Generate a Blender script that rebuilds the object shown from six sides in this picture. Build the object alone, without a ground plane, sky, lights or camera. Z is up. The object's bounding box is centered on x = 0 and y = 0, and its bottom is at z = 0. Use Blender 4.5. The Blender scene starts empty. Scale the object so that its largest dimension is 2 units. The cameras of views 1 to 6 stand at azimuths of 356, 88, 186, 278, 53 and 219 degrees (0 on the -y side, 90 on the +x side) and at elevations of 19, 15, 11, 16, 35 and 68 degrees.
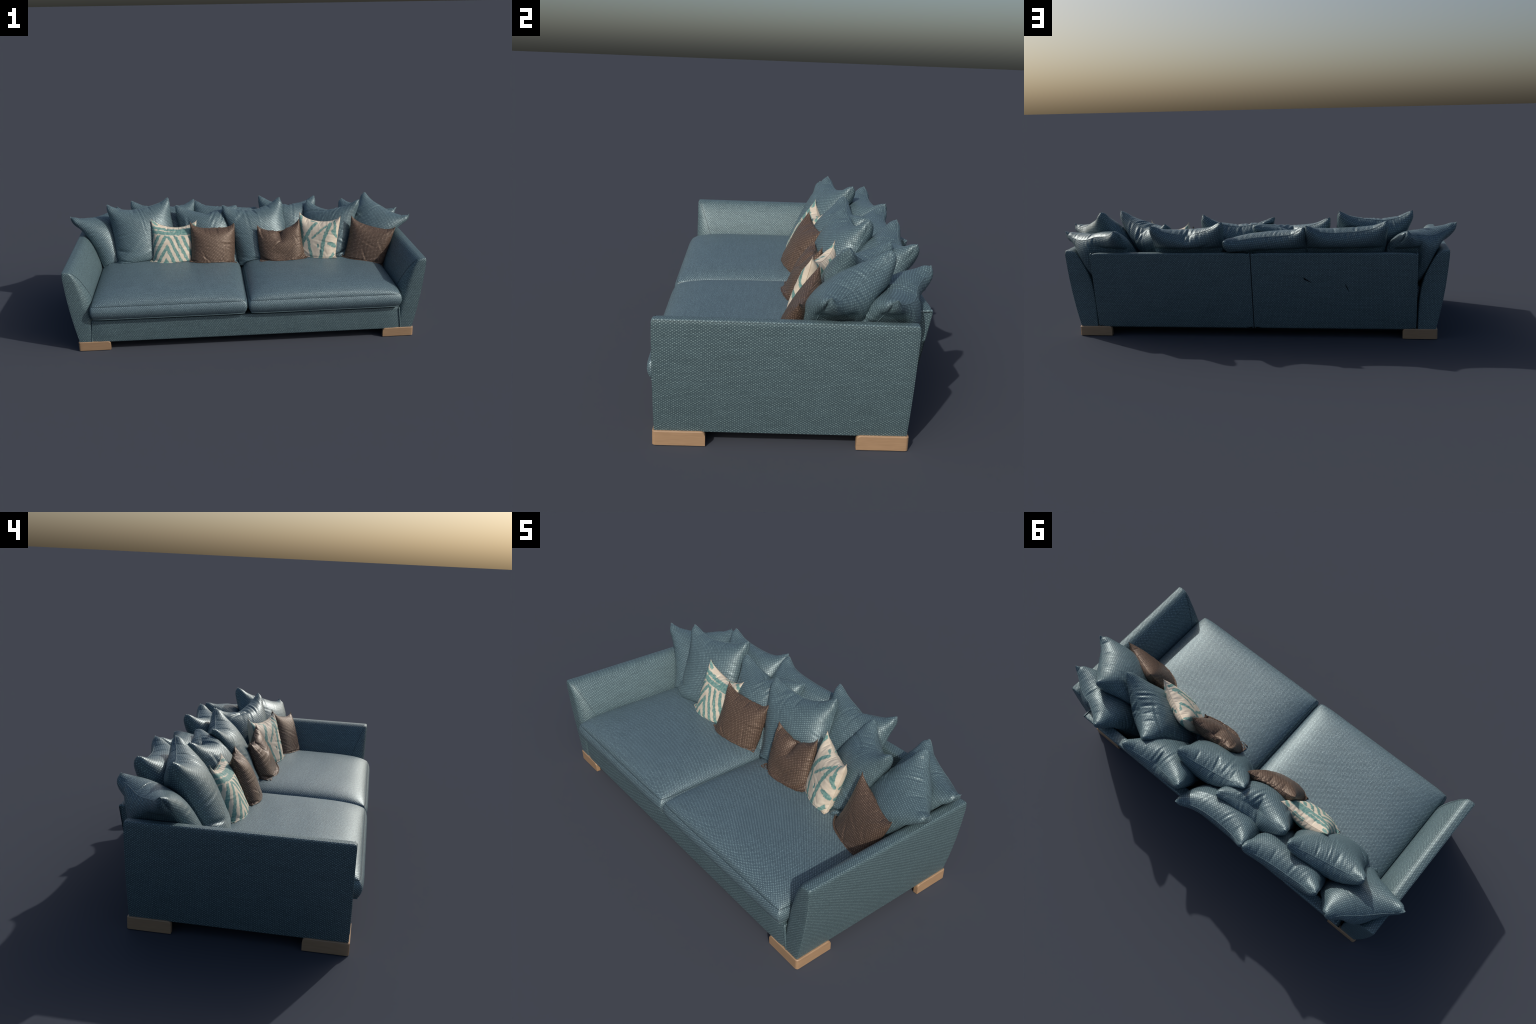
"""A wide upholstered sofa with splayed arms, two seat cushions, corner feet,
ten blue scatter cushions and five small throw pillows.  Metres, z up."""
import bpy, math, random
import numpy as np
from mathutils import Vector, Matrix

RNG = np.random.default_rng(11)
random.seed(11)
SCENE = bpy.context.scene


def srgb(r, g, b):
    f = lambda c: (c / 255) / 12.92 if c <= 10 else ((c / 255 + 0.055) / 1.055) ** 2.4
    return (f(r), f(g), f(b), 1.0)


# ------------------------------------------------------------------ node helper
class Nodes:
    def __init__(self, name):
        self.mat = bpy.data.materials.new(name)
        self.mat.use_nodes = True
        self.tree = self.mat.node_tree
        self.tree.nodes.clear()
        self.out = self.tree.nodes.new("ShaderNodeOutputMaterial")
        self.bsdf = self.tree.nodes.new("ShaderNodeBsdfPrincipled")
        self.tree.links.new(self.bsdf.outputs[0], self.out.inputs[0])

    def node(self, kind, **props):
        n = self.tree.nodes.new(kind)
        for k, v in props.items():
            setattr(n, k, v)
        return n

    def put(self, socket, value):
        if hasattr(value, "is_output"):
            self.tree.links.new(value, socket)
        else:
            socket.default_value = value

    def m(self, op, a, b=0.0, c=0.0, clamp=False):
        n = self.node("ShaderNodeMath", operation=op, use_clamp=clamp)
        for i, v in enumerate((a, b, c)):
            if i < len(n.inputs):
                self.put(n.inputs[i], v)
        return n.outputs[0]

    def ramp(self, x, lo, hi, a=0.0, b=1.0):
        n = self.node("ShaderNodeMapRange", interpolation_type="SMOOTHSTEP")
        for i, v in enumerate((x, lo, hi, a, b)):
            self.put(n.inputs[i], v)
        return n.outputs[0]

    def mix(self, fac, a, b, blend="MIX"):
        n = self.node("ShaderNodeMix", data_type="RGBA", blend_type=blend)
        self.put(n.inputs[0], fac)
        self.put(n.inputs[6], a)
        self.put(n.inputs[7], b)
        return n.outputs[2]

    def noise(self, vec, scale, detail=2.0, rough=0.5):
        n = self.node("ShaderNodeTexNoise")
        self.put(n.inputs["Vector"], vec)
        n.inputs["Scale"].default_value = scale
        n.inputs["Detail"].default_value = detail
        n.inputs["Roughness"].default_value = rough
        return n.outputs[0]

    def xyz(self, vec):
        n = self.node("ShaderNodeSeparateXYZ")
        self.put(n.inputs[0], vec)
        return n.outputs

    def vec(self, x, y, z=0.0):
        n = self.node("ShaderNodeCombineXYZ")
        for i, v in enumerate((x, y, z)):
            self.put(n.inputs[i], v)
        return n.outputs[0]

    def coords(self):
        return self.node("ShaderNodeTexCoord").outputs

    def bump(self, height, strength, distance):
        n = self.node("ShaderNodeBump")
        n.inputs["Strength"].default_value = strength
        n.inputs["Distance"].default_value = distance
        self.put(n.inputs["Height"], height)
        self.put(self.bsdf.inputs["Normal"], n.outputs[0])

    def set(self, **kw):
        for k, v in kw.items():
            self.put(self.bsdf.inputs[k.replace("_", " ")], v)


def flat_cloth_uv(nd, size):
    """Metres along the cloth of a cushion: Generated coordinates of the flat
    cut panel, before it is stuffed."""
    g = nd.xyz(nd.coords()["Generated"])
    return nd.m("MULTIPLY", g[0], size), nd.m("MULTIPLY", g[1], size), g[2]


def box_uv(nd):
    """Object coordinates projected along the axis the surface faces most."""
    c = nd.coords()
    p, n = nd.xyz(c["Object"]), nd.xyz(c["Normal"])
    ax, ay, az = (nd.m("ABSOLUTE", n[i]) for i in range(3))
    side = nd.m("GREATER_THAN", ax, nd.m("MAXIMUM", nd.m("MULTIPLY", ay, 1.02), az))
    top = nd.m("MULTIPLY", nd.m("GREATER_THAN", az, nd.m("MAXIMUM", nd.m("MULTIPLY", ay, 1.02), ax)), 1.0)
    lerp = lambda f, a, b: nd.m("ADD", nd.m("MULTIPLY", f, b), nd.m("MULTIPLY", nd.m("SUBTRACT", 1.0, f), a))
    u = lerp(side, p[0], p[1])
    v = lerp(top, p[2], p[1])
    return u, v


def weave(name, ground, thread, pu, pv, size=None, turn=0.0, rough=0.43, gain=1.0,
          gloss=(0.6, 1.7), sheen=(0.80, 0.95, 0.98, 1.0)):
    """Coarse panama weave: a staggered lattice of pale floats on a dark ground."""
    nd = Nodes(name)
    if size:
        u, v, w = flat_cloth_uv(nd, size)
    else:
        u, v = box_uv(nd)
    if turn:
        c, s = math.cos(turn), math.sin(turn)
        u, v = (nd.m("ADD", nd.m("MULTIPLY", u, c), nd.m("MULTIPLY", v, -s)),
                nd.m("ADD", nd.m("MULTIPLY", u, s), nd.m("MULTIPLY", v, c)))
    flat = nd.vec(u, v)
    wob = nd.m("MULTIPLY", nd.m("SUBTRACT", nd.noise(flat, 55.0, 2.0), 0.5), 0.0045)
    u2, v2 = nd.m("ADD", u, wob), nd.m("SUBTRACT", v, nd.m("MULTIPLY", wob, 0.5))
    cu = nd.m("COSINE", nd.m("MULTIPLY", u2, 2 * math.pi / pu))
    cv = nd.m("COSINE", nd.m("MULTIPLY", v2, 2 * math.pi / pv))
    lattice = nd.m("MULTIPLY", cu, cv)                       # peaks on a staggered lattice
    slub = nd.noise(nd.vec(nd.m("MULTIPLY", u, 0.5), v), 260.0, 2.0, 0.6)
    dot = nd.ramp(nd.m("ADD", lattice, nd.m("MULTIPLY", nd.m("SUBTRACT", slub, 0.5), 0.9)), 0.08, 0.82)
    dot = nd.m("MULTIPLY", dot, nd.ramp(nd.noise(flat, 120.0, 2.0), 0.28, 0.72, 0.30, 1.0))
    mott = nd.ramp(nd.noise(flat, 18.0, 4.0, 0.65), 0.3, 0.7, 0.95, 1.05)
    streak = nd.ramp(nd.noise(nd.vec(nd.m("MULTIPLY", u, 6.0), nd.m("MULTIPLY", v, 90.0)), 1.2, 3.0), 0.3, 0.7, 0.93, 1.07)
    shade = nd.m("MULTIPLY", nd.m("MULTIPLY", mott, streak), gain)
    col = nd.mix(dot, ground, thread)
    col = nd.mix(1.0, col, nd.vec(shade, shade, shade), "MULTIPLY")
    nd.set(Base_Color=col, Roughness=nd.ramp(dot, 0.0, 1.0, rough + 0.06, rough - 0.05))
    nd.put(nd.bsdf.inputs["Specular IOR Level"], nd.ramp(dot, 0.0, 0.8, gloss[0], gloss[1]))
    nd.bsdf.inputs["Specular Tint"].default_value = sheen
    nd.bump(nd.m("ADD", dot, nd.m("MULTIPLY", slub, 0.4)), 0.35, 0.0012)
    return nd.mat


BLUE_GROUND, BLUE_THREAD = srgb(74, 93, 101), srgb(124, 150, 155)
BROWN_GROUND, BROWN_THREAD = srgb(76, 62, 54), srgb(132, 113, 99)
CREAM, TEAL = srgb(226, 208, 186), srgb(92, 150, 150)

SIZE_BIG, SIZE_SMALL = 0.385, 0.275
MAT_FRAME = weave("blue_weave_frame", srgb(69, 88, 95), srgb(138, 164, 168), 0.0122, 0.0088)
MAT_SEAT = weave("blue_weave_seat", srgb(69, 88, 98), srgb(150, 177, 183), 0.0098, 0.0084, gloss=(0.9, 2.4))
MAT_BLUE = weave("blue_weave_cushion", BLUE_GROUND, BLUE_THREAD, 0.0125, 0.0100, SIZE_BIG, turn=0.45, rough=0.38)
MAT_BROWN = weave("brown_weave_pillow", BROWN_GROUND, BROWN_THREAD, 0.0120, 0.0100, SIZE_SMALL, turn=0.5, rough=0.42, gloss=(0.4, 1.0), sheen=(1.0, 0.84, 0.72, 1.0))


def plain(name, colour, rough=0.6, spec=0.4):
    nd = Nodes(name)
    g = nd.noise(nd.coords()["Object"], 60.0, 3.0)
    k = nd.ramp(g, 0.25, 0.75, 0.9, 1.08)
    nd.set(Base_Color=nd.mix(1.0, colour, nd.vec(k, k, k), "MULTIPLY"), Roughness=rough)
    nd.bsdf.inputs["Specular IOR Level"].default_value = spec
    return nd.mat


def wood():
    nd = Nodes("pale_wood")
    o = nd.xyz(nd.coords()["Object"])
    grain = nd.noise(nd.vec(nd.m("MULTIPLY", o[0], 6.0), nd.m("MULTIPLY", o[1], 6.0), nd.m("MULTIPLY", o[2], 90.0)), 3.0, 4.0, 0.6)
    nd.set(Base_Color=nd.mix(nd.ramp(grain, 0.3, 0.7), srgb(156, 127, 98), srgb(166, 136, 106)), Roughness=0.5)
    return nd.mat


MAT_SEAM = plain("blue_piping", srgb(98, 120, 127))
MAT_SEAM_DARK = plain("blue_seam_shadow", srgb(48, 64, 72))
MAT_BROWN_SEAM = plain("brown_piping", srgb(104, 84, 72))
MAT_CREAM_SEAM = plain("cream_piping", srgb(200, 182, 160))
MAT_DARK = plain("dark_lining", srgb(22, 24, 28), 0.9, 0.1)
MAT_WOOD = wood()


def ikat(name, kind):
    """Cream cotton with ragged teal brush strokes."""
    nd = Nodes(name)
    u, v, side = flat_cloth_uv(nd, 1.0)
    raw = nd.vec(u, v)
    ragged = nd.m("MULTIPLY", nd.m("SUBTRACT", nd.noise(raw, 18.0, 6.0, 0.75), 0.5), 0.115)
    drift = nd.m("MULTIPLY", nd.m("SUBTRACT", nd.noise(raw, 3.0, 1.0), 0.5), 0.05)
    x, y = nd.m("ADD", u, drift), nd.m("ADD", v, nd.m("MULTIPLY", drift, 0.6))

    def stroke(x0, y0, x1, y1, half):
        dx, dy = x1 - x0, y1 - y0
        l2 = dx * dx + dy * dy
        px, py = nd.m("SUBTRACT", x, x0), nd.m("SUBTRACT", y, y0)
        t = nd.m("DIVIDE", nd.m("ADD", nd.m("MULTIPLY", px, dx), nd.m("MULTIPLY", py, dy)), l2, clamp=True)
        ex, ey = nd.m("SUBTRACT", px, nd.m("MULTIPLY", t, dx)), nd.m("SUBTRACT", py, nd.m("MULTIPLY", t, dy))
        d = nd.m("SQRT", nd.m("ADD", nd.m("MULTIPLY", ex, ex), nd.m("MULTIPLY", ey, ey)))
        return nd.m("SUBTRACT", nd.m("ADD", d, ragged), half * (1.0 if kind == "chevron" else 1.25))

    if kind == "chevron":
        # nested arrowheads under a double bar
        peak, slope, period, thick = 0.36, 1.9, 0.275, 0.50
        arm = nd.m("ADD", y, nd.m("MULTIPLY", nd.m("ABSOLUTE", nd.m("SUBTRACT", x, peak)), slope))
        ph = nd.m("FRACT", nd.m("DIVIDE", nd.m("SUBTRACT", nd.m("ADD", arm, nd.m("MULTIPLY", ragged, 1.4)), 0.60), period))
        tri = nd.m("ABSOLUTE", nd.m("SUBTRACT", ph, 0.5))
        legs = nd.ramp(nd.m("SUBTRACT", tri, thick * 0.5), -0.03, 0.03, 1.0, 0.0)
        below = nd.ramp(nd.m("ADD", y, ragged), 0.70, 0.72, 1.0, 0.0)
        inside = nd.ramp(nd.m("ADD", x, ragged), 0.88, 0.90, 1.0, 0.0)
        legs = nd.m("MULTIPLY", nd.m("MULTIPLY", legs, below), inside)
        strokes = [stroke(-0.05, 0.855, 0.84, 0.855, 0.034), stroke(-0.05, 0.765, 0.86, 0.765, 0.040),
                   stroke(0.56, 0.80, 0.84, 0.82, 0.045), stroke(0.0, 1.0, 0.13, 0.95, 0.03),
                   stroke(0.96, 0.10, 1.0, 0.62, 0.03), stroke(0.52, 0.985, 0.72, 0.985, 0.016),
                   stroke(0.86, 0.97, 0.98, 0.86, 0.03)]
        mask = legs
    else:
        x = nd.m("ADD", nd.m("MULTIPLY", nd.m("SUBTRACT", x, 0.5), 1.16), 0.5)
        y = nd.m("ADD", nd.m("MULTIPLY", nd.m("SUBTRACT", y, 0.5), 1.10), 0.5)
        strokes = [stroke(0.02, 1.0, 0.05, 0.84, 0.034), stroke(0.05, 0.84, 0.14, 0.55, 0.040),
                   stroke(0.14, 0.50, 0.0, 0.36, 0.026),
                   stroke(0.44, 0.92, 0.28, 0.62, 0.032), stroke(0.28, 0.62, 0.17, 0.40, 0.034), stroke(0.17, 0.40, 0.20, 0.02, 0.032),
                   stroke(0.72, 0.86, 0.40, 0.54, 0.020), stroke(0.30, 0.52, 0.50, 0.03, 0.026),
                   stroke(0.80, 0.92, 0.72, 0.60, 0.036), stroke(0.72, 0.60, 0.66, 0.0, 0.036),
                   stroke(0.91, 0.98, 0.95, 0.70, 0.028), stroke(0.58, 0.42, 0.58, 0.36, 0.016),
                   stroke(0.86, 0.46, 1.02, 0.38, 0.034), stroke(0.86, 0.04, 0.99, 0.20, 0.034), stroke(-0.02, 0.10, 0.06, 0.26, 0.03), stroke(0.88, 0.74, 1.02, 0.60, 0.026), stroke(0.30, 0.99, 0.40, 0.97, 0.016)]
        mask = None
    for s in strokes:
        k = nd.ramp(s, -0.008, 0.008, 1.0, 0.0)
        mask = k if mask is None else nd.m("MAXIMUM", mask, k)
    wash = nd.ramp(nd.noise(raw, 22.0, 4.0, 0.7), 0.3, 0.75, 0.0, 1.0)
    teal = nd.mix(wash, srgb(82, 130, 128), srgb(142, 172, 162))
    cream = nd.mix(nd.ramp(nd.noise(raw, 9.0, 3.0), 0.3, 0.7), srgb(217, 206, 188), srgb(202, 190, 173))
    nd.set(Base_Color=nd.mix(mask, cream, teal), Roughness=0.62)
    nd.bsdf.inputs["Specular IOR Level"].default_value = 0.3
    nd.bump(nd.noise(raw, 220.0, 2.0), 0.15, 0.0006)
    return nd.mat


MAT_IKAT_A = ikat("ikat_chevron", "chevron")
MAT_IKAT_B = ikat("ikat_bands", "bands")


# ------------------------------------------------------------------ mesh helpers
def add_mesh(name, verts, faces, mat, parent=None, smooth=True, kind=None):
    me = bpy.data.meshes.new(name)
    me.from_pydata([tuple(map(float, v)) for v in verts], [], faces)
    me.materials.append(mat)
    me.polygons.foreach_set("use_smooth", [smooth] * len(me.polygons))
    me.validate()
    ob = bpy.data.objects.new(name, me)
    SCENE.collection.objects.link(ob)
    if parent:
        ob.parent = parent
    if kind:
        ob["kind"] = kind
    return ob


def grid_faces(rows, cols, wrap=False, flip=False):
    out = []
    for i in range(rows - 1):
        for j in range(cols if wrap else cols - 1):
            k = (j + 1) % cols
            q = (i * cols + j, i * cols + k, (i + 1) * cols + k, (i + 1) * cols + j)
            out.append(q[::-1] if flip else q)
    return out


def tube(points, radius, closed=False, sides=6):
    """Round cord along a polyline; returns vertices and faces."""
    p = np.asarray(points, float)
    n = len(p)
    t = np.roll(p, -1, 0) - np.roll(p, 1, 0)
    if not closed:
        t[0], t[-1] = p[1] - p[0], p[-1] - p[-2]
    t /= np.linalg.norm(t, axis=1)[:, None] + 1e-12
    up = np.array([0.13, 0.21, 0.97])
    a = np.cross(t, up)
    a /= np.linalg.norm(a, axis=1)[:, None] + 1e-9
    b = np.cross(t, a)
    ang = np.linspace(0, 2 * math.pi, sides, endpoint=False)
    v = p[:, None] + radius * (np.cos(ang)[None, :, None] * a[:, None] + np.sin(ang)[None, :, None] * b[:, None])
    faces = grid_faces(n, sides, wrap=True)
    if closed:
        for j in range(sides):
            k = (j + 1) % sides
            faces.append(((n - 1) * sides + j, (n - 1) * sides + k, k, j))
    return v.reshape(-1, 3), faces


def smooth_by_angle(ob, deg):
    ob.data.set_sharp_from_angle(angle=math.radians(deg))


def lerp_table(z, table):
    zs, xs = zip(*table)
    return np.interp(z, zs, xs)


def spline_table(z, table):
    """Catmull-Rom through (z, x) control points."""
    zs = np.array([p[0] for p in table], float)
    xs = np.array([p[1] for p in table], float)
    s = np.gradient(xs, zs)
    z = np.clip(np.asarray(z, float), zs[0], zs[-1])
    i = np.clip(np.searchsorted(zs, z) - 1, 0, len(zs) - 2)
    h = zs[i + 1] - zs[i]
    t = (z - zs[i]) / h
    return ((2 * t**3 - 3 * t**2 + 1) * xs[i] + (t**3 - 2 * t**2 + t) * h * s[i]
            + (-2 * t**3 + 3 * t**2) * xs[i + 1] + (t**3 - t**2) * h * s[i + 1])


# ------------------------------------------------------------------ sofa frame
ARM_TOP, ARM_FRONT, ARM_REAR = 0.4385, -0.443, 0.357
ARM_OUTER = [(0.046, 0.891), (0.12, 0.908), (0.22, 0.927), (0.32, 0.941), (0.40, 0.949), (0.44, 0.952)]
ARM_INNER = [(0.046, 0.803), (0.12, 0.804), (0.19, 0.808), (0.25, 0.816), (0.30, 0.829), (0.35, 0.850), (0.40, 0.876), (0.44, 0.908)]
ARM_ROUND = [(0.046, 0.028), (0.15, 0.036), (0.26, 0.050), (0.34, 0.040), (0.41, 0.022), (0.44, 0.012)]
BACK_TOP, BACK_HALF = 0.440, 0.796


def back_rear(z):
    return 0.360 + (z - 0.044) * (0.068 / 0.396)


def back_front(z):
    return back_rear(z) - 0.052


def seat_height(x, y):
    a = np.clip((np.abs(x) - 0.4135) / 0.4045, -1, 1)
    b = np.clip((y + 0.078) / 0.388, -1, 1)
    return 0.2515 + 0.0605 * ((1 - np.abs(a) ** 5) * (1 - np.abs(b) ** 5)) ** 0.5


def arm_slice(z, shrink=0.0, inner=0.0):
    """Outline of the arm (x positive) in the plane z: a rectangle whose front
    inner corner is rounded more than the others."""
    xo, xi = float(spline_table(z, ARM_OUTER)) - shrink, float(spline_table(z, ARM_INNER)) + inner
    y0, y1 = ARM_FRONT + shrink, ARM_REAR - shrink
    big = min(float(spline_table(z, ARM_ROUND)), (xo - xi) * 0.6)
    small = min(0.007, (xo - xi) * 0.35)
    pts = []

    def corner(cx, cy, r, a0):
        for k in range(9):
            a = a0 + math.pi / 2 * k / 8
            pts.append((cx + r * math.cos(a), cy + r * math.sin(a)))

    def side(x0, ya, x1, yb, n):
        for k in range(1, n):
            pts.append((x0 + (x1 - x0) * k / n, ya + (yb - ya) * k / n))

    corner(xi + big, y0 + big * 1.6, big, math.pi)
    # stretch the big corner along y so the front panel wraps inwards
    for k in range(9):
        x, y = pts[k]
        pts[k] = (x, y0 + (y - (y0 + big * 0.6)) * 1.6)
    corner(xo - small, y0 + small, small, 1.5 * math.pi)
    side(xo, y0 + small, xo, y1 - small, 14)
    corner(xo - small, y1 - small, small, 0)
    corner(xi + small, y1 - small, small, 0.5 * math.pi)
    side(xi, y1 - small, xi, y0 + big * 1.6, 14)
    return pts


def armrest(parent, mirror):
    zs = list(np.linspace(0.046, ARM_TOP - 0.016, 40))
    rings = [[(x, y, z) for x, y in arm_slice(z)] for z in zs]
    r = 0.016
    for k in range(1, 9):
        a = math.pi / 2 * k / 8
        z = ARM_TOP - r + r * math.sin(a)
        c = 1 - math.cos(a)
        rings.append([(x, y, z) for x, y in arm_slice(z, 0.007 * c, 0.017 * c)])
    verts = [v for ring in rings for v in ring]
    n = len(rings[0])
    faces = grid_faces(len(rings), n, wrap=True)
    faces += [tuple(range(n))[::-1], tuple(range(len(verts) - n, len(verts)))]
    if mirror:
        verts = [(-x, y, z) for x, y, z in verts]
        faces = [f[::-1] for f in faces]
    ob = add_mesh("armrest", verts, faces, MAT_FRAME, parent)
    smooth_by_angle(ob, 50)
    s = -1 if mirror else 1
    # seam of the front panel, running from the top front corner down into the seat
    run = []
    for k in range(30):
        t = k / 29
        z = 0.433 - (0.433 - 0.235) * t
        run.append((s * (float(spline_table(z, ARM_INNER)) - 0.0002), ARM_FRONT + 0.008 + 0.078 * t ** 0.85, z))
    v, f = tube(run, 0.0007)
    add_mesh("armrest_seam", v, f, MAT_SEAM_DARK, ob)
    # fine welts along the outer edges
    welts = [[(s * (float(spline_table(z, ARM_OUTER)) - 0.002), y, z) for z in np.linspace(0.05, ARM_TOP - 0.018, 30)] for y in (ARM_FRONT + 0.002, ARM_REAR - 0.002)]
    welts.append([(s * 0.9495, y, ARM_TOP - 0.0040) for y in np.linspace(ARM_FRONT + 0.006, ARM_REAR - 0.006, 30)])
    vs, fs = [], []
    for w in welts:
        v, f = tube(w, 0.0016)
        fs += [tuple(i + len(vs) for i in q) for q in f]
        vs += list(v)
    add_mesh("armrest_welt", vs, fs, MAT_FRAME, ob)
    return ob


def rounded_panel(x0, x1, section, name, mat, parent, r=0.008, steps=24):
    """Sweep a closed YZ section along x with softened ends."""
    cy = np.mean([p[0] for p in section])
    cz = np.mean([p[1] for p in section])
    stations = []
    for k in range(5):
        a = math.pi / 2 * k / 4
        stations.append((x0 + r * (1 - math.sin(a)), r * (1 - math.cos(a))))
    for k in range(1, steps):
        stations.append((x0 + r + (x1 - x0 - 2 * r) * k / steps, 0.0))
    for k in range(5):
        a = math.pi / 2 * (4 - k) / 4
        stations.append((x1 - r * (1 - math.sin(a)), r * (1 - math.cos(a))))
    verts = []
    for x, inset in stations:
        for y, z in section:
            d = math.hypot(y - cy, z - cz)
            k = (d - inset) / d
            verts.append((x, cy + (y - cy) * k, cz + (z - cz) * k))
    n = len(section)
    faces = grid_faces(len(stations), n, wrap=True)
    faces += [tuple(range(n))[::-1], tuple(range(len(verts) - n, len(verts)))]
    ob = add_mesh(name, verts, faces, mat, parent)
    smooth_by_angle(ob, 40)
    return ob


def round_section(corners, r, n=5):
    """Rounded polygon from its corners."""
    out = []
    m = len(corners)
    for i in range(m):
        p, a, b = (np.array(corners[j % m], float) for j in (i, i - 1, i + 1))
        da, db = (a - p) / np.linalg.norm(a - p), (b - p) / np.linalg.norm(b - p)
        for k in range(n + 1):
            t = k / n
            out.append(tuple((1 - t) ** 2 * (p + da * r) + 2 * t * (1 - t) * p + t ** 2 * (p + db * r)))
    return out


def backrest(parent):
    z0 = 0.044
    gap = 0.0018
    sec = round_section([(back_front(z0), z0), (back_rear(z0), z0), (back_rear(BACK_TOP), BACK_TOP), (back_front(BACK_TOP), BACK_TOP - 0.004)], 0.010)
    panels = []
    for a, b in ((-BACK_HALF, -gap), (gap, BACK_HALF)):
        panels.append(rounded_panel(a, b, sec, "backrest", MAT_FRAME, parent, r=0.006))
    v, f = tube([(0, back_rear(z) - 0.004, z) for z in np.linspace(z0, BACK_TOP - 0.002, 12)], 0.0022)
    add_mesh("backrest_seam", v, f, MAT_DARK, panels[0])
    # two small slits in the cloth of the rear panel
    for pts in ([(-0.252, 0.318), (-0.257, 0.305), (-0.272, 0.297), (-0.295, 0.288), (-0.275, 0.302)],
                [(-0.452, 0.288), (-0.458, 0.268), (-0.469, 0.246), (-0.473, 0.240), (-0.466, 0.262)]):
        front = [(x, back_rear(z) + 0.0014, z) for x, z in pts]
        rear = [(x, back_rear(z) - 0.003, z) for x, z in pts]
        n = len(pts)
        faces = [tuple(range(n)), tuple(range(2 * n - 1, n - 1, -1))] + [(i, n + i, n + (i + 1) % n, (i + 1) % n) for i in range(n)]
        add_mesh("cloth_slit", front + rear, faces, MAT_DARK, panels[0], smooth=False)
    return panels


def base_rail(parent):
    sec = round_section([(-0.4450, 0.042), (0.30, 0.042), (0.30, 0.165), (-0.4450, 0.165)], 0.008)
    # the rail fits between the arms, so it is slightly wider at the foot
    ob = rounded_panel(-0.834, 0.834, sec, "base_rail", MAT_FRAME, parent, r=0.006, steps=40)
    for v in ob.data.vertices:
        v.co.x *= 1 - 0.018 * (v.co.z - 0.042) / 0.126
    under = add_mesh("bottom_lining", [(x, y, z) for z in (0.036, 0.0415) for x, y in ((-0.82, -0.425), (0.82, -0.425), (0.82, 0.345), (-0.82, 0.345))],
                     [(3, 2, 1, 0), (4, 5, 6, 7), (0, 1, 5, 4), (1, 2, 6, 5), (2, 3, 7, 6), (3, 0, 4, 7)], MAT_DARK, ob, smooth=False)
    return ob


def seat_cushion(parent, mirror):
    """Box cushion: domed top, rounded front, piped bottom seam."""
    x0, x1, y0, y1 = 0.010, 0.817, -0.466, 0.310
    cx, cy, hx, hy = (x0 + x1) / 2, (y0 + y1) / 2, (x1 - x0) / 2, (y1 - y0) / 2
    n, m = 97, 97

    def warp(t):                       # more rows near the borders
        return np.sign(t) * (1 - (1 - np.abs(t)) ** 1.7)

    a, b = np.meshgrid(warp(np.linspace(-1, 1, n)), warp(np.linspace(-1, 1, m)), indexing="ij")
    px = cx + hx * a * (1 - 0.018 * np.abs(b) ** 16)
    py = cy + hy * b * (1 - 0.014 * np.abs(a) ** 16)
    dome = np.clip((1 - np.abs(a) ** 5) * (1 - np.abs(b) ** 5), 0, 1) ** 0.5
    waves = (np.sin(9 * px + 3.1 * np.sin(4 * py + 1)) * np.sin(31 * py + 2 * np.sin(5 * px)) * 0.0007
             + np.sin(6.3 * px + 1.7) * np.sin(5.1 * py + 0.6) * 0.0022)
    pz = 0.2515 + 0.0605 * dome + waves * dome
    top = np.stack([px, py, pz], -1)
    verts = [tuple(p) for p in top.reshape(-1, 3)]
    faces = grid_faces(n, m)
    loop = [(i, 0) for i in range(n - 1)] + [(n - 1, j) for j in range(m - 1)] + [(i, m - 1) for i in range(n - 1, 0, -1)] + [(0, j) for j in range(m - 1, 0, -1)]
    border = np.array([top[i, j] for i, j in loop])
    ids = [i * m + j for i, j in loop]
    out = np.roll(border, -1, 0) - np.roll(border, 1, 0)
    nrm = np.stack([out[:, 1], -out[:, 0]], 1)
    nrm /= np.linalg.norm(nrm, axis=1)[:, None] + 1e-9
    prev = ids
    rows = 12
    seam_low = None
    for k in range(1, rows + 5):
        t = min(k / rows, 1.0)
        z = 0.2515 - (0.2515 - 0.181) * t
        push = 0.0150 * math.sin(math.pi * t) ** 0.75 - 0.004 * t
        if k > rows:                   # tuck under
            z = 0.181 - 0.006 * math.sin((k - rows) / 4 * math.pi / 2)
            push = -0.004 - 0.030 * ((k - rows) / 4)
        ring = [(border[i, 0] + nrm[i, 0] * push, border[i, 1] + nrm[i, 1] * push, z) for i in range(len(loop))]
        base = len(verts)
        verts += ring
        cur = list(range(base, base + len(ring)))
        for i in range(len(ring)):
            j = (i + 1) % len(ring)
            faces.append((prev[i], cur[i], cur[j], prev[j])[::-1])
        if k == rows:
            seam_low = ring
        prev = cur
    faces.append(tuple(prev))
    s = -1 if mirror else 1
    if mirror:
        verts = [(-x, y, z) for x, y, z in verts]
        faces = [f[::-1] for f in faces]
    ob = add_mesh("seat_cushion", verts, faces, MAT_SEAT, parent)
    smooth_by_angle(ob, 75)
    up = [(s * p[0], p[1], p[2] + 0.0002) for p in border]
    v, f = tube(up, 0.0011, closed=True)
    add_mesh("cushion_seam", v, f, MAT_SEAM_DARK, ob)
    v, f = tube([(s * (p[0]), p[1] - 0.001, p[2] - 0.001) for p in seam_low], 0.0024, closed=True)
    add_mesh("cushion_piping", v, f, MAT_SEAM, ob)
    return ob


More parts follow.
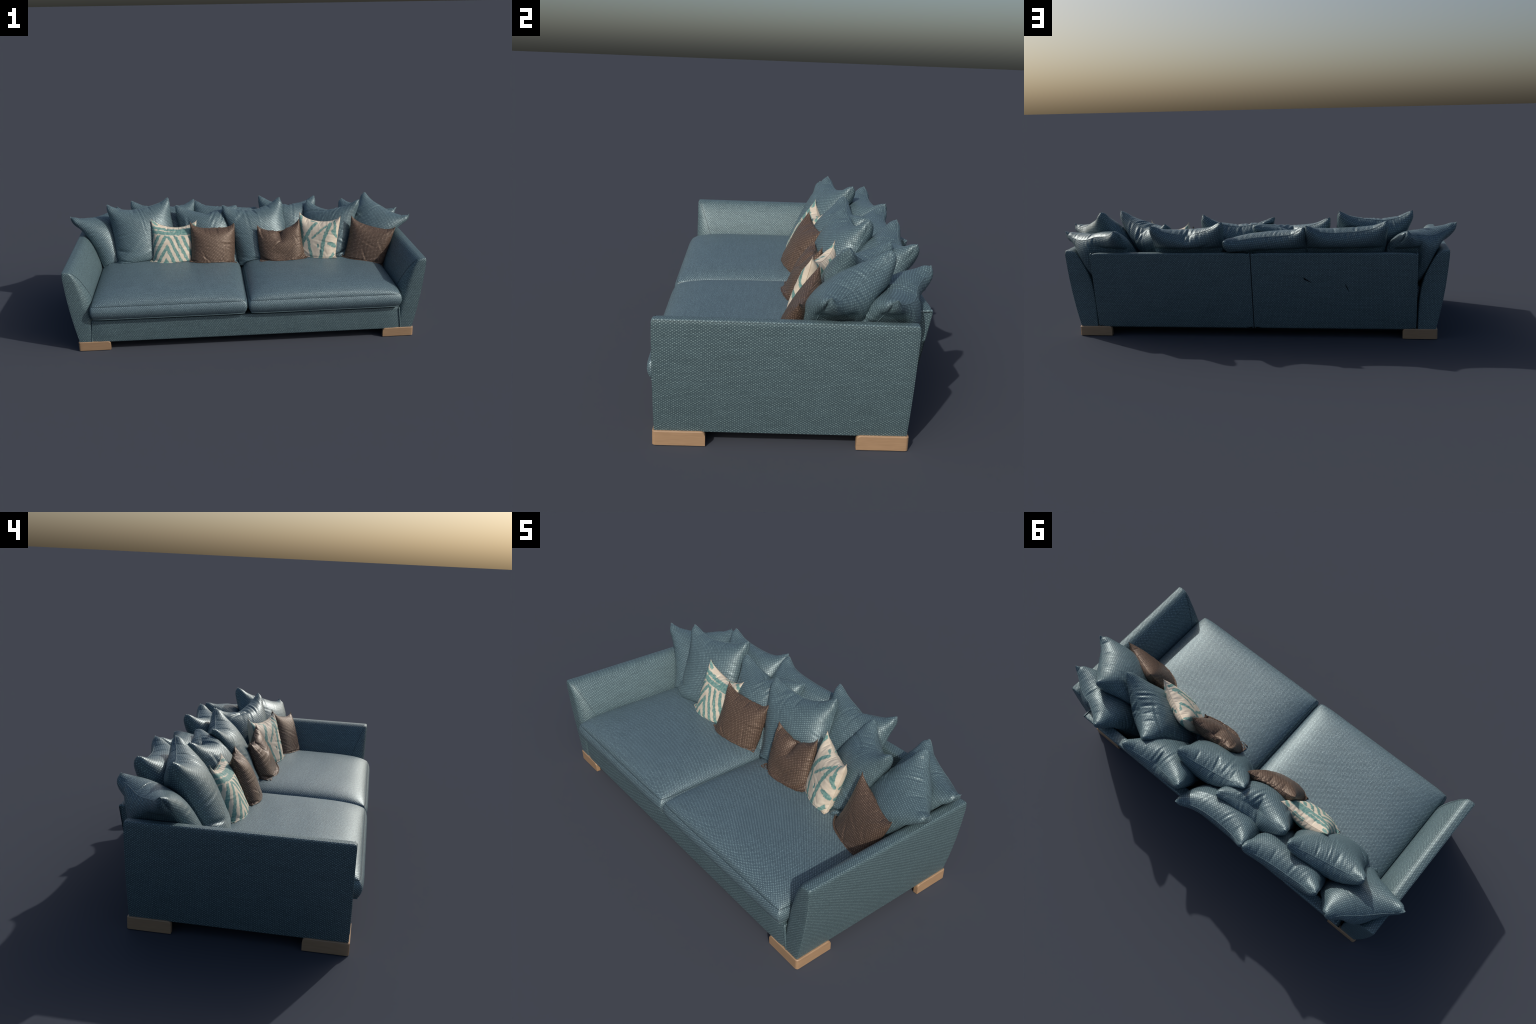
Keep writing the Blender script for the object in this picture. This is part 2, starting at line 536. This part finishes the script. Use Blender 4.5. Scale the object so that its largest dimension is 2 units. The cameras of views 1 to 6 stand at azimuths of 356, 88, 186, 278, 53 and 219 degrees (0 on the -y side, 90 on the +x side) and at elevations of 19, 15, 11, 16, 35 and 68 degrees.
def corner_foot(parent, sx, sy):
    """L-shaped wooden plate wrapping the corner of the base."""
    xo, yo = 0.8985, (0.4475 if sy < 0 else 0.3635)
    length, h, th, r = 0.167, 0.0480, 0.020, 0.014
    pts = []                           # outer face, unrolled: t along the L, z
    bend = 0.011
    # path from one end, round the corner, to the other end
    path = [(xo - length + (length - bend) * k / 10, yo, 0.0, 1.0) for k in range(11)]
    for k in range(1, 6):
        a = math.pi / 2 * k / 6
        path.append((xo - bend + bend * math.sin(a), yo - bend + bend * math.cos(a), math.sin(a), math.cos(a)))
    path += [(xo, yo - bend - (length - bend) * k / 10, 1.0, 0.0) for k in range(11)]
    n = len(path)
    dist = [0.0]
    for i in range(1, n):
        dist.append(dist[-1] + math.hypot(path[i][0] - path[i - 1][0], path[i][1] - path[i - 1][1]))
    total = dist[-1]
    # extra stations for the rounded upper ends
    stations = sorted(set([round(d, 6) for d in dist] + [r * (1 - math.cos(math.pi / 2 * k / 6)) for k in range(7)] + [total - r * (1 - math.cos(math.pi / 2 * k / 6)) for k in range(7)]))
    verts = []
    for d in stations:
        x, y, nx, ny = (np.interp(d, dist, [p[c] for p in path]) for c in range(4))
        l = math.hypot(nx, ny)
        nx, ny = nx / l, ny / l
        e = min(d, total - d)
        top = h - (r - math.sqrt(max(r * r - (r - e) ** 2, 0)) if e < r else 0)
        c = 0.003
        ring = [(0.0, 0.0), (0.0, top - c), (c, top), (th - c, top), (th, top - c), (th, 0.0)]
        for off, z in ring:
            verts.append((sx * (x - nx * off), sy * (y - ny * off), z))
    k = 6
    faces = grid_faces(len(stations), k, wrap=True)
    faces += [tuple(range(k))[::-1], tuple(range(len(verts) - k, len(verts)))]
    if sx * sy > 0:
        faces = [f[::-1] for f in faces]
    ob = add_mesh("corner_foot", verts, faces, MAT_WOOD, parent)
    smooth_by_angle(ob, 35)
    # hidden block behind the plate that carries the weight
    b = [(sx * x, sy * y, z) for z in (0.0008, 0.041) for x, y in ((xo - 0.075, yo - 0.075), (xo - 0.018, yo - 0.075), (xo - 0.018, yo - 0.018), (xo - 0.075, yo - 0.018))]
    add_mesh("foot_block", b, [(3, 2, 1, 0), (4, 5, 6, 7), (0, 1, 5, 4), (1, 2, 6, 5), (2, 3, 7, 6), (3, 0, 4, 7)], MAT_DARK, ob, smooth=False)
    return ob


def build_sofa():
    sofa = bpy.data.objects.new("sofa", None)
    SCENE.collection.objects.link(sofa)
    sofa["label"] = "wide blue woven sofa with splayed arms and wooden corner feet"
    sofa["category"] = "sofa"
    base_rail(sofa)
    backrest(sofa)
    for mirror in (False, True):
        armrest(sofa, mirror)
        seat_cushion(sofa, mirror)
    for sx in (1, -1):
        for sy in (-1, 1):
            corner_foot(sofa, sx, sy)
    return sofa


# ------------------------------------------------------------------ stuffed cushions
V = lambda *p: np.array(p, float)


def para(tl, tr, bl=None, br=None):
    """Fourth corner of a roughly square cushion."""
    if bl is None:
        bl = tl + (br - tr)
    if br is None:
        br = tr + (bl - tl)
    return tl, tr, bl, br


def leaning(tl, tr, lean, size):
    """Lower corners of a cushion that leans back by the given angle."""
    e = tr - tl
    eh = e / np.linalg.norm(e)
    fwd = V(eh[1], -eh[0], 0)
    fwd /= np.linalg.norm(fwd)
    d = V(0, 0, -math.cos(math.radians(lean))) + fwd * math.sin(math.radians(lean))
    d -= (d @ eh) * eh
    d *= size / np.linalg.norm(d)
    return tl, tr, tl + d, tr + d


# corners: top left, top right, bottom left, bottom right (seen from the front);
# fill: stuffing, chop: how far the middle of the top edge is knocked down
BIG = [
    dict(c=para(V(-.996, .213, .552), V(-.743, .434, .545), bl=V(-.775, .085, .272)), fill=.24, slack=1.15, chop=0.0),
    dict(c=leaning(V(-.652, .403, .587), V(-.272, .448, .574), 40, .36), fill=.23, chop=0.0),
    dict(c=para(V(-.780, .231, .613), V(-.425, .317, .622), bl=V(-.717, .068, .300)), fill=.23, chop=.0),
    dict(c=leaning(V(-.261, .443, .565), V(.121, .473, .500), 48, .36), fill=.24, chop=0.0),
    dict(c=leaning(V(-.377, .271, .585), V(-.012, .335, .553), 33, .36), fill=.23, chop=.055),
    dict(c=leaning(V(.135, .420, .588), V(.484, .431, .574), 40, .36), fill=.23, chop=.05),
    dict(c=para(V(-.101, .237, .583), V(.250, .295, .607), bl=V(-.001, .067, .276)), fill=.23, chop=.02),
    dict(c=(V(.660, .439, .548), V(.973, .273, .525), V(.520, .250, .285), V(.800, .070, .275)), fill=.24, slack=1.15, chop=0.0),
    dict(c=para(V(.428, .347, .569), V(.712, .160, .612), br=V(.578, .009, .322)), fill=.23, chop=.045),
    dict(c=(V(.772, .289, .622), V(.997, .077, .535), V(.560, .185, .335), V(.785, -.020, .275)), fill=.26, slack=1.15, chop=.0),
]
SMALL = [
    dict(c=(V(-.521, .153, .539), V(-.256, .164, .519), V(-.525, .043, .318), V(-.272, .048, .308)), fill=.20, chop=0.0, look="ikat_a"),
    dict(c=(V(-.294, .107, .528), V(-.035, .148, .505), V(-.300, .012, .322), V(-.031, .045, .290)), fill=.178, chop=0.0, look="brown"),
    dict(c=(V(.098, .100, .494), V(.345, .111, .522), V(.108, -.008, .312), V(.387, -.003, .324)), fill=.178, chop=.012, look="brown"),
    dict(c=para(V(.355, .155, .550), V(.582, .055, .546), br=V(.541, -.024, .324)), fill=.21, chop=0.0, look="ikat_b"),
    dict(c=(V(.651, .074, .540), V(.896, -.005, .486), V(.587, .005, .324), V(.793, -.076, .275)), fill=.185, chop=0.0, look="brown"),
]


class Stuffing:
    """Two square cloth panels sewn along their border and filled: a small
    position-based cloth solver that runs on all cushions at once."""

    def __init__(self, items, n, seam):
        self.items, self.p, self.seam_gather = items, len(items), seam
        slack = np.array([it["slack"] for it in items])
        self.cor = np.array([it["c"] for it in items])               # P,4,3  tl tr bl br
        tl, tr, bl, br = (self.cor[:, i] for i in range(4))
        ln = lambda q: np.linalg.norm(q, axis=1)
        self.sx = slack * 0.5 * (ln(tr - tl) + ln(br - bl))
        self.sy = slack * 0.5 * (ln(tl - bl) + ln(tr - br))
        nrm = np.cross(tr - bl, tl - br)
        self.nrm = nrm / np.linalg.norm(nrm, axis=1)[:, None]
        self.vol = np.array([it["fill"] for it in items]) * (0.5 * (self.sx + self.sy) / slack) ** 3
        self.start(n)

    def start(self, n):
        self.n = n
        t = np.linspace(0, 1, n)
        u, v = t[None, None, :, None], t[None, :, None, None]           # row 0 = bottom
        tl, tr, bl, br = (self.cor[:, i][:, None, None] for i in range(4))
        sheet = (bl * (1 - u) + br * u) * (1 - v) + (tl * (1 - u) + tr * u) * v
        bulge = (16 * u * (1 - u) * v * (1 - v)) ** 0.6 * 0.05
        off = self.nrm[:, None, None] * bulge
        x = np.stack([sheet - off, sheet + off], 1)
        x += RNG.normal(0, 0.0006, x.shape)
        self.x = x
        self.v = np.zeros_like(x)
        self.rests()

    def rests(self):
        n = self.n
        rx = np.repeat((self.sx / (n - 1))[:, None], n, 1)
        ry = np.repeat((self.sy / (n - 1))[:, None], n, 1)
        rx[:, [0, -1]] *= self.seam_gather
        ry[:, [0, -1]] *= self.seam_gather
        self.rx, self.ry = rx[:, None, :, None], ry[:, None, None, :]
        self.rd = np.sqrt((self.sx / (n - 1)) ** 2 + (self.sy / (n - 1)) ** 2)[:, None, None, None]

    def refine(self):
        def up(a, ax):
            a = np.moveaxis(a, ax, 0)
            out = np.empty((2 * a.shape[0] - 1,) + a.shape[1:])
            out[::2] = a
            out[1::2] = 0.5 * (a[1:] + a[:-1])
            return np.moveaxis(out, 0, ax)
        self.x = up(up(self.x, 2), 3)
        self.n = self.x.shape[2]
        self.x += RNG.normal(0, 0.0003, self.x.shape)
        self.v = np.zeros_like(self.x)
        self.rests()

    @staticmethod
    def pull(a, b, rest, w, wc=None):
        d = b - a
        l = np.sqrt((d * d).sum(-1)) + 1e-9
        k = 1 - rest / l
        if wc is not None:
            k = np.where(k < 0, k * wc, k)
        c = (0.5 * w * k)[..., None] * d
        a += c
        b -= c

    def weld(self):
        x = self.x
        for sl in ((slice(None), 0), (slice(None), -1), (0, slice(None)), (-1, slice(None))):
            e = x[(slice(None), slice(None)) + sl]
            e[:] = e.mean(1, keepdims=True)
        tl, tr, bl, br = (self.cor[:, i][:, None] for i in range(4))
        for (j, i), goal in zip(((-1, 0), (-1, -1), (0, 0), (0, -1)), (tl, tr, bl, br)):
            x[:, :, j, i] += self.hold * (goal - x[:, :, j, i])

    def settle_corners(self):
        """Shift the whole cushion smoothly so that its corners meet their marks."""
        t = np.linspace(0, 1, self.n)
        u, v = t[None, :, None], t[:, None, None]
        x = self.x
        for k in range(self.p):
            tl, tr, bl, br = (self.cor[k, c] - x[k, 0, j, i] for c, (j, i) in enumerate(((-1, 0), (-1, -1), (0, 0), (0, -1))))
            x[k] += (bl * (1 - u) + br * u) * (1 - v) + (tl * (1 - u) + tr * u) * v

    def fat_ears(self, thick, reach, rounds):
        """Blunt the four tips and pad them, as a soft filled ear is."""
        n = self.n
        t = np.linspace(0, 1, n)
        u, v = np.meshgrid(t, t)
        cu, cv = np.minimum(u, 1 - u), np.minimum(v, 1 - v)
        near = np.exp(-((cu ** 2 + cv ** 2) / reach ** 2))
        edge = np.minimum(cu, cv)
        pad = thick * near * (1 - (1 - np.clip(edge / 0.06, 0, 1)) ** 2) ** 0.5
        _, nrm = self.volume_and_normals()
        nrm = nrm / (np.linalg.norm(nrm, axis=-1, keepdims=True) + 1e-12)
        big = np.array([it["big"] for it in self.items], float)
        self.x += nrm * pad[None, None, :, :, None] * big[:, None, None, None, None]
        w = np.clip(near * 1.2 - 0.35, 0, 1)
        for _ in range(rounds):
            x = self.x
            ring = [(0, i) for i in range(n)] + [(j, n - 1) for j in range(1, n)] + [(n - 1, i) for i in range(n - 2, -1, -1)] + [(j, 0) for j in range(n - 2, 0, -1)]
            jj, ii = np.array(ring).T
            path = x[:, 0, jj, ii]
            mean = 0.5 * (np.roll(path, 1, 1) + np.roll(path, -1, 1))
            path = path + (w[jj, ii] * 0.5)[None, :, None] * (mean - path) * big[:, None, None]
            x[:, 0, jj, ii] = path
            x[:, 1, jj, ii] = path
            lap = np.zeros_like(x)
            lap[:, :, 1:-1, 1:-1] = 0.25 * (x[:, :, 2:, 1:-1] + x[:, :, :-2, 1:-1] + x[:, :, 1:-1, 2:] + x[:, :, 1:-1, :-2]) - x[:, :, 1:-1, 1:-1]
            x += (w * 0.5)[None, None, :, :, None] * lap * big[:, None, None, None, None]

    def volume_and_normals(self):
        x = self.x
        du, dv = np.zeros_like(x), np.zeros_like(x)
        du[:, :, :, 1:-1] = x[:, :, :, 2:] - x[:, :, :, :-2]
        dv[:, :, 1:-1] = x[:, :, 2:] - x[:, :, :-2]
        du[:, :, :, 0], du[:, :, :, -1] = x[:, :, :, 1] - x[:, :, :, 0], x[:, :, :, -1] - x[:, :, :, -2]
        dv[:, :, 0], dv[:, :, -1] = x[:, :, 1] - x[:, :, 0], x[:, :, -1] - x[:, :, -2]
        nrm = np.cross(du, dv) * 0.25                     # area vectors; panel 1 faces along +nrm
        nrm[:, 0] *= -1
        ctr = self.cor.mean(1)[:, None, None, None]
        vol = ((x - ctr) * nrm).sum((1, 2, 3, 4)) / 3
        return np.abs(vol), nrm

    def obstacles(self):
        x = self.x
        X, Y, Z = x[..., 0], x[..., 1], x[..., 2]
        low = seat_height(X, Y) - self.sink
        inside = (np.abs(X) < 0.822) & (Z < low)
        Z[inside] = low[inside]
        zc = np.clip(Z, 0.05, 0.44)
        xi = np.interp(zc, [q[0] for q in ARM_INNER], [q[1] for q in ARM_INNER]) - 0.002
        deep = np.abs(X) - xi
        rise = ARM_TOP + 0.001 - Z
        hit = (deep > 0) & (rise > 0) & (Y < 0.36)
        side = hit & (deep < rise)
        X[side] = (np.sign(X) * xi)[side]
        up = hit & ~side
        Z[up] = ARM_TOP + 0.001
        yb = back_front(zc) - 0.002
        deep = Y - yb
        rise = BACK_TOP + 0.001 - Z
        hit = (deep > 0) & (rise > 0) & (np.abs(X) < BACK_HALF) & (Y < yb + 0.056)
        side = hit & (deep < rise * 1.3)
        Y[side] = yb[side]
        up = hit & ~side
        Z[up] = BACK_TOP + 0.001

    def crowd(self, share=0.5):
        """Keep each cushion's back panel in front of the front panel of the
        cushion it leans on."""
        n = self.n
        for f, b in self.pairs:                          # f lies in front of b
            tl, tr, bl, br = self.cor[b]
            mid = self.cor[b].mean(0)
            eu, ev = 0.5 * (tr + br - tl - bl), 0.5 * (tl + tr - bl - br)
            nb = self.nrm[b]
            d = self.x[f, 0] - mid                       # back panel of the front cushion
            h = d @ nb
            guu, gvv, guv = eu @ eu, ev @ ev, eu @ ev
            du, dv = d @ eu, d @ ev
            det = guu * gvv - guv * guv
            u = (du * gvv - dv * guv) / det + 0.5
            v = (dv * guu - du * guv) / det + 0.5
            ok = (u > 0.03) & (u < 0.97) & (v > 0.03) & (v < 0.97)
            iu = np.clip((u * (n - 1)).round().astype(int), 0, n - 1)
            iv = np.clip((v * (n - 1)).round().astype(int), 0, n - 1)
            hb = (self.x[b, 1, iv, iu] - mid) @ nb
            deep = np.where(ok, hb + 0.002 - h, 0)
            deep = np.where((deep > 0) & (deep < 0.2), np.minimum(deep, 0.012), 0)
            self.x[f, 0] += (deep * share * 0.5)[..., None] * nb
            push = np.zeros((n, n))
            np.maximum.at(push, (iv, iu), deep)
            self.x[b, 1] -= (push * share * 0.5)[..., None] * nb
            # the front panel of the front cushion must clear that surface too
            d = self.x[f, 1] - mid
            h = d @ nb
            du, dv = d @ eu, d @ ev
            u = (du * gvv - dv * guv) / det + 0.5
            v = (dv * guu - du * guv) / det + 0.5
            ok = (u > 0.03) & (u < 0.97) & (v > 0.03) & (v < 0.97)
            iu = np.clip((u * (n - 1)).round().astype(int), 0, n - 1)
            iv = np.clip((v * (n - 1)).round().astype(int), 0, n - 1)
            hb = (self.x[b, 1, iv, iu] - mid) @ nb
            deep = np.where(ok, hb + 0.004 - h, 0)
            deep = np.where((deep > 0) & (deep < 0.2), np.minimum(deep, 0.012), 0)
            self.x[f, 1] += (deep * share * 0.5)[..., None] * nb

    hold, sink = 0.06, 0.004

    def pucker(self):
        """Gathers along the sewn border and a few long creases across the panels."""
        n = self.n
        t = np.linspace(0, 1, n)
        u, v = np.meshgrid(t, t)
        _, nrm = self.volume_and_normals()
        nrm = nrm / (np.linalg.norm(nrm, axis=-1, keepdims=True) + 1e-12)
        for k, it in enumerate(self.items):
            size = self.sx[k]
            for face in (0, 1):
                lift = np.zeros((n, n))
                for along, depth, gain in ((u, 1 - v, 1.0), (u, v, 0.6), (v, u, 0.7), (v, 1 - u, 0.7)):
                    ph = RNG.uniform(0, 6.28, 5)
                    wl = RNG.uniform(0.016, 0.029, 5) / size
                    lean = RNG.uniform(-0.5, 0.5)
                    a = along + lean * depth
                    wave = sum(np.sin(2 * math.pi * a / wl[q] + ph[q] + 1.5 * np.sin(9 * a + ph[-q])) for q in range(4)) / 2.6
                    wave = np.abs(wave) ** 0.8 * np.sign(wave)
                    mid, wide = RNG.uniform(0.36, 0.64), RNG.uniform(0.14, 0.24)
                    env = np.exp(-((along - mid) / wide) ** 2) * RNG.uniform(0.6, 1.2) * gain
                    d = depth * size
                    reach = RNG.uniform(0.022, 0.036) * (1 + 0.5 * np.sin(40 * along + ph[0]))
                    lift += it["pucker"] * env * wave * (d / 0.012) * np.exp(-d / reach) * 0.9
                for _ in range(it["creases"]):
                    p0 = RNG.uniform(0.12, 0.88, 2)
                    ang = RNG.uniform(0, math.pi)
                    half = RNG.uniform(0.10, 0.24)
                    du, dv = u - p0[0], v - p0[1]
                    al = du * math.cos(ang) + dv * math.sin(ang)
                    ac = -du * math.sin(ang) + dv * math.cos(ang) + RNG.uniform(-0.8, 0.8) * al ** 2
                    w = RNG.uniform(0.014, 0.024)
                    lift += RNG.choice([-1, 1]) * it["pucker"] * RNG.uniform(0.6, 1.1) * np.exp(-(al / half) ** 4) * (np.exp(-(ac / w) ** 2) - 0.6 * np.exp(-((ac - 1.8 * w) / (1.3 * w)) ** 2))
                keep = np.clip(np.minimum(np.minimum(u, 1 - u), np.minimum(v, 1 - v)) * (n - 1), 0, 1)
                self.x[k, face] += nrm[k, face] * (lift * keep)[..., None]

    def run(self, steps, bend, press=1.0, chop=True):
        n = self.n
        mid = n // 2
        tl, tr, bl, br = (self.cor[:, i] for i in range(4))
        down = 0.5 * (bl + br - tl - tr)
        down /= np.linalg.norm(down, axis=1)[:, None]
        chop_to = 0.5 * (tl + tr) + down * (0.034 + np.array([it["chop"] for it in self.items]) * self.sx / 0.36)[:, None]
        chopped = np.array([it["chop"] > 0 for it in self.items])
        for step in range(steps):
            vol, nrm = self.volume_and_normals()
            k = np.clip((self.vol - vol) / self.vol, -0.6, 0.6)
            area = (self.sx * self.sy) / (n - 1) ** 2
            self.v *= 0.86
            self.v += press * 0.0030 * (k / area)[:, None, None, None, None] * nrm
            self.v[..., 2] -= 0.00003
            old = self.x.copy()
            self.x = self.x + self.v
            for _ in range(4):
                x = self.x
                for s in (0, 1):
                    m = (n - s) // 2
                    a, b = x[:, :, :, s:s + 2 * m:2], x[:, :, :, s + 1:s + 2 * m:2]
                    self.pull(a, b, self.rx, 1.0)
                    a, b = x[:, :, s:s + 2 * m:2], x[:, :, s + 1:s + 2 * m:2]
                    self.pull(a, b, self.ry, 1.0)
                self.weld()
            x = self.x
            for s in (0, 1):
                a, b = x[:, :, s:n - 1:2, :-1], x[:, :, s + 1:n:2, 1:]
                m = min(a.shape[2], b.shape[2])
                self.pull(a[:, :, :m], b[:, :, :m], self.rd, 0.12)
                a, b = x[:, :, s:n - 1:2, 1:], x[:, :, s + 1:n:2, :-1]
                self.pull(a[:, :, :m], b[:, :, :m], self.rd, 0.12)
            # bending: ease every inner vertex towards the mean of its neighbours
            lap = np.zeros_like(x)
            lap[:, :, 1:-1, 1:-1] = 0.25 * (x[:, :, 2:, 1:-1] + x[:, :, :-2, 1:-1] + x[:, :, 1:-1, 2:] + x[:, :, 1:-1, :-2]) - x[:, :, 1:-1, 1:-1]
            bi = lap.copy()
            bi[:, :, 1:-1, 1:-1] -= 0.25 * (lap[:, :, 2:, 1:-1] + lap[:, :, :-2, 1:-1] + lap[:, :, 1:-1, 2:] + lap[:, :, 1:-1, :-2])
            x += bend * bi
            if chop:
                # press only the height; a few neighbours share the blow
                for off in range(-3, 4):
                    at = x[chopped, :, -1, mid + off]
                    gap = ((chop_to[chopped][:, None] - at) * down[chopped][:, None]).sum(-1, keepdims=True)
                    x[chopped, :, -1, mid + off] = at + 0.25 * math.exp(-(off / 2.0) ** 2) * np.clip(gap, 0, None) * down[chopped][:, None]
            self.crowd()
            self.obstacles()
            self.weld()
            self.v = np.clip(self.x - old, -0.006, 0.006)


def stuff(items, coarse, steps, seam, bend, ears):
    s = Stuffing(items, coarse, seam)
    ctr = s.cor.mean(1)
    s.pairs = []
    for i in range(s.p):
        for j in range(i + 1, s.p):
            reach = 0.5 * (s.sx[i] + s.sx[j]) + 0.06
            if np.linalg.norm(ctr[i] - ctr[j]) < reach:
                front = (ctr[i] - ctr[j]) @ (s.nrm[i] + s.nrm[j]) > 0
                s.pairs.append((i, j) if front else (j, i))
    s.run(steps[0], bend[0])
    s.settle_corners()
    s.refine()
    s.run(steps[1], bend[1])
    s.settle_corners()
    s.pucker()
    s.fat_ears(*ears)
    s.settle_corners()
    for _ in range(6):
        s.crowd(1.0)
    s.weld()
    return s


def cushion_object(name, label, category, panels, cor, size, mat, seam_mat, seam_r, crease):
    """panels: (2, n, n, 3) world positions; the mesh itself is the flat cut,
    the stuffed form is a shape key, so Generated coordinates follow the cloth."""
    tl, tr, bl, br = cor
    n = panels.shape[1]
    origin = cor.mean(0)
    ex = (tr + br - tl - bl)
    ex /= np.linalg.norm(ex)
    ez = np.cross(ex, tl + tr - bl - br)
    ez /= np.linalg.norm(ez)
    ey = np.cross(ez, ex)
    rot = np.stack([ex, ey, ez], 1)
    local = (panels - origin) @ rot
    t = np.linspace(-0.5, 0.5, n) * size
    idx = -np.ones((2, n, n), int)
    flat, full = [], []
    for s in (0, 1):
        for j in range(n):
            for i in range(n):
                edge = i in (0, n - 1) or j in (0, n - 1)
                if edge and s == 1:
                    idx[s, j, i] = idx[0, j, i]
                    continue
                idx[s, j, i] = len(flat)
                flat.append((t[i], t[j], 0.0 if edge else (0.002 if s else -0.002)))
                full.append(tuple(local[s, j, i]))
    faces = []
    for s in (0, 1):
        for j in range(n - 1):
            for i in range(n - 1):
                q = (idx[s, j, i], idx[s, j, i + 1], idx[s, j + 1, i + 1], idx[s, j + 1, i])
                faces.append(tuple(map(int, q if s else q[::-1])))
    ob = add_mesh(name, flat, faces, mat)
    ob.matrix_world = Matrix.Translation(Vector(origin)) @ Matrix(rot.tolist()).to_4x4()
    ob["label"], ob["category"] = label, category
    me = ob.data
    ring = [int(idx[0, 0, i]) for i in range(n)] + [int(idx[0, j, n - 1]) for j in range(1, n)] + [int(idx[0, n - 1, i]) for i in range(n - 2, -1, -1)] + [int(idx[0, j, 0]) for j in range(n - 2, 0, -1)]
    border = {tuple(sorted((ring[k], ring[(k + 1) % len(ring)]))) for k in range(len(ring))}
    cr = me.attributes.new("crease_edge", "FLOAT", "EDGE")
    for e in me.edges:
        if tuple(sorted(e.vertices)) in border:
            e.use_edge_sharp = True
            cr.data[e.index].value = crease
    ob.shape_key_add(name="flat_cut", from_mix=False)
    key = ob.shape_key_add(name="stuffed", from_mix=False)
    key.data.foreach_set("co", np.array(full, np.float32).ravel())
    key.value = 1.0
    sub = ob.modifiers.new("smooth", "SUBSURF")
    sub.levels = sub.render_levels = 1
    path = np.array([full[k] for k in ring])
    path = (np.roll(path, 1, 0) + 4 * path + np.roll(path, -1, 0)) / 6
    v, f = tube(path, seam_r, closed=True)
    seam = add_mesh("cushion_seam", v, f, seam_mat, ob)
    return ob


def build_cushions():
    for it in BIG:
        it.update(slack=it.get("slack", 1.11), big=True, look="blue", pucker=0.0036 + 0.03 * it["chop"], creases=2)
    for it in SMALL:
        it.update(slack=1.09, big=False, pucker=0.0022, creases=5)
    items = BIG + SMALL
    s = stuff(items, 31, (200, 150), 0.925, (0.25, 0.012), (0.013, 0.12, 9))
    looks = {"blue": ("scatter_cushion", "plump square blue woven sofa cushion with seamed edge", "cushion", MAT_BLUE, MAT_SEAM),
             "brown": ("brown_pillow", "small square brown woven throw pillow with creases", "throw pillow", MAT_BROWN, MAT_BROWN_SEAM),
             "ikat_a": ("patterned_pillow", "small cream pillow with ragged teal chevron stripes", "throw pillow", MAT_IKAT_A, MAT_CREAM_SEAM),
             "ikat_b": ("patterned_pillow", "small cream pillow with crossing teal brush bands", "throw pillow", MAT_IKAT_B, MAT_CREAM_SEAM)}
    for k, it in enumerate(items):
        name, label, category, mat, sm = looks[it["look"]]
        big = it["big"]
        cushion_object(name, label, category, s.x[k], s.cor[k], SIZE_BIG if big else SIZE_SMALL, mat, sm,
                       0.0012 if big else 0.0008, 0.9 if big else 1.0)


build_sofa()
build_cushions()
bpy.context.view_layer.update()
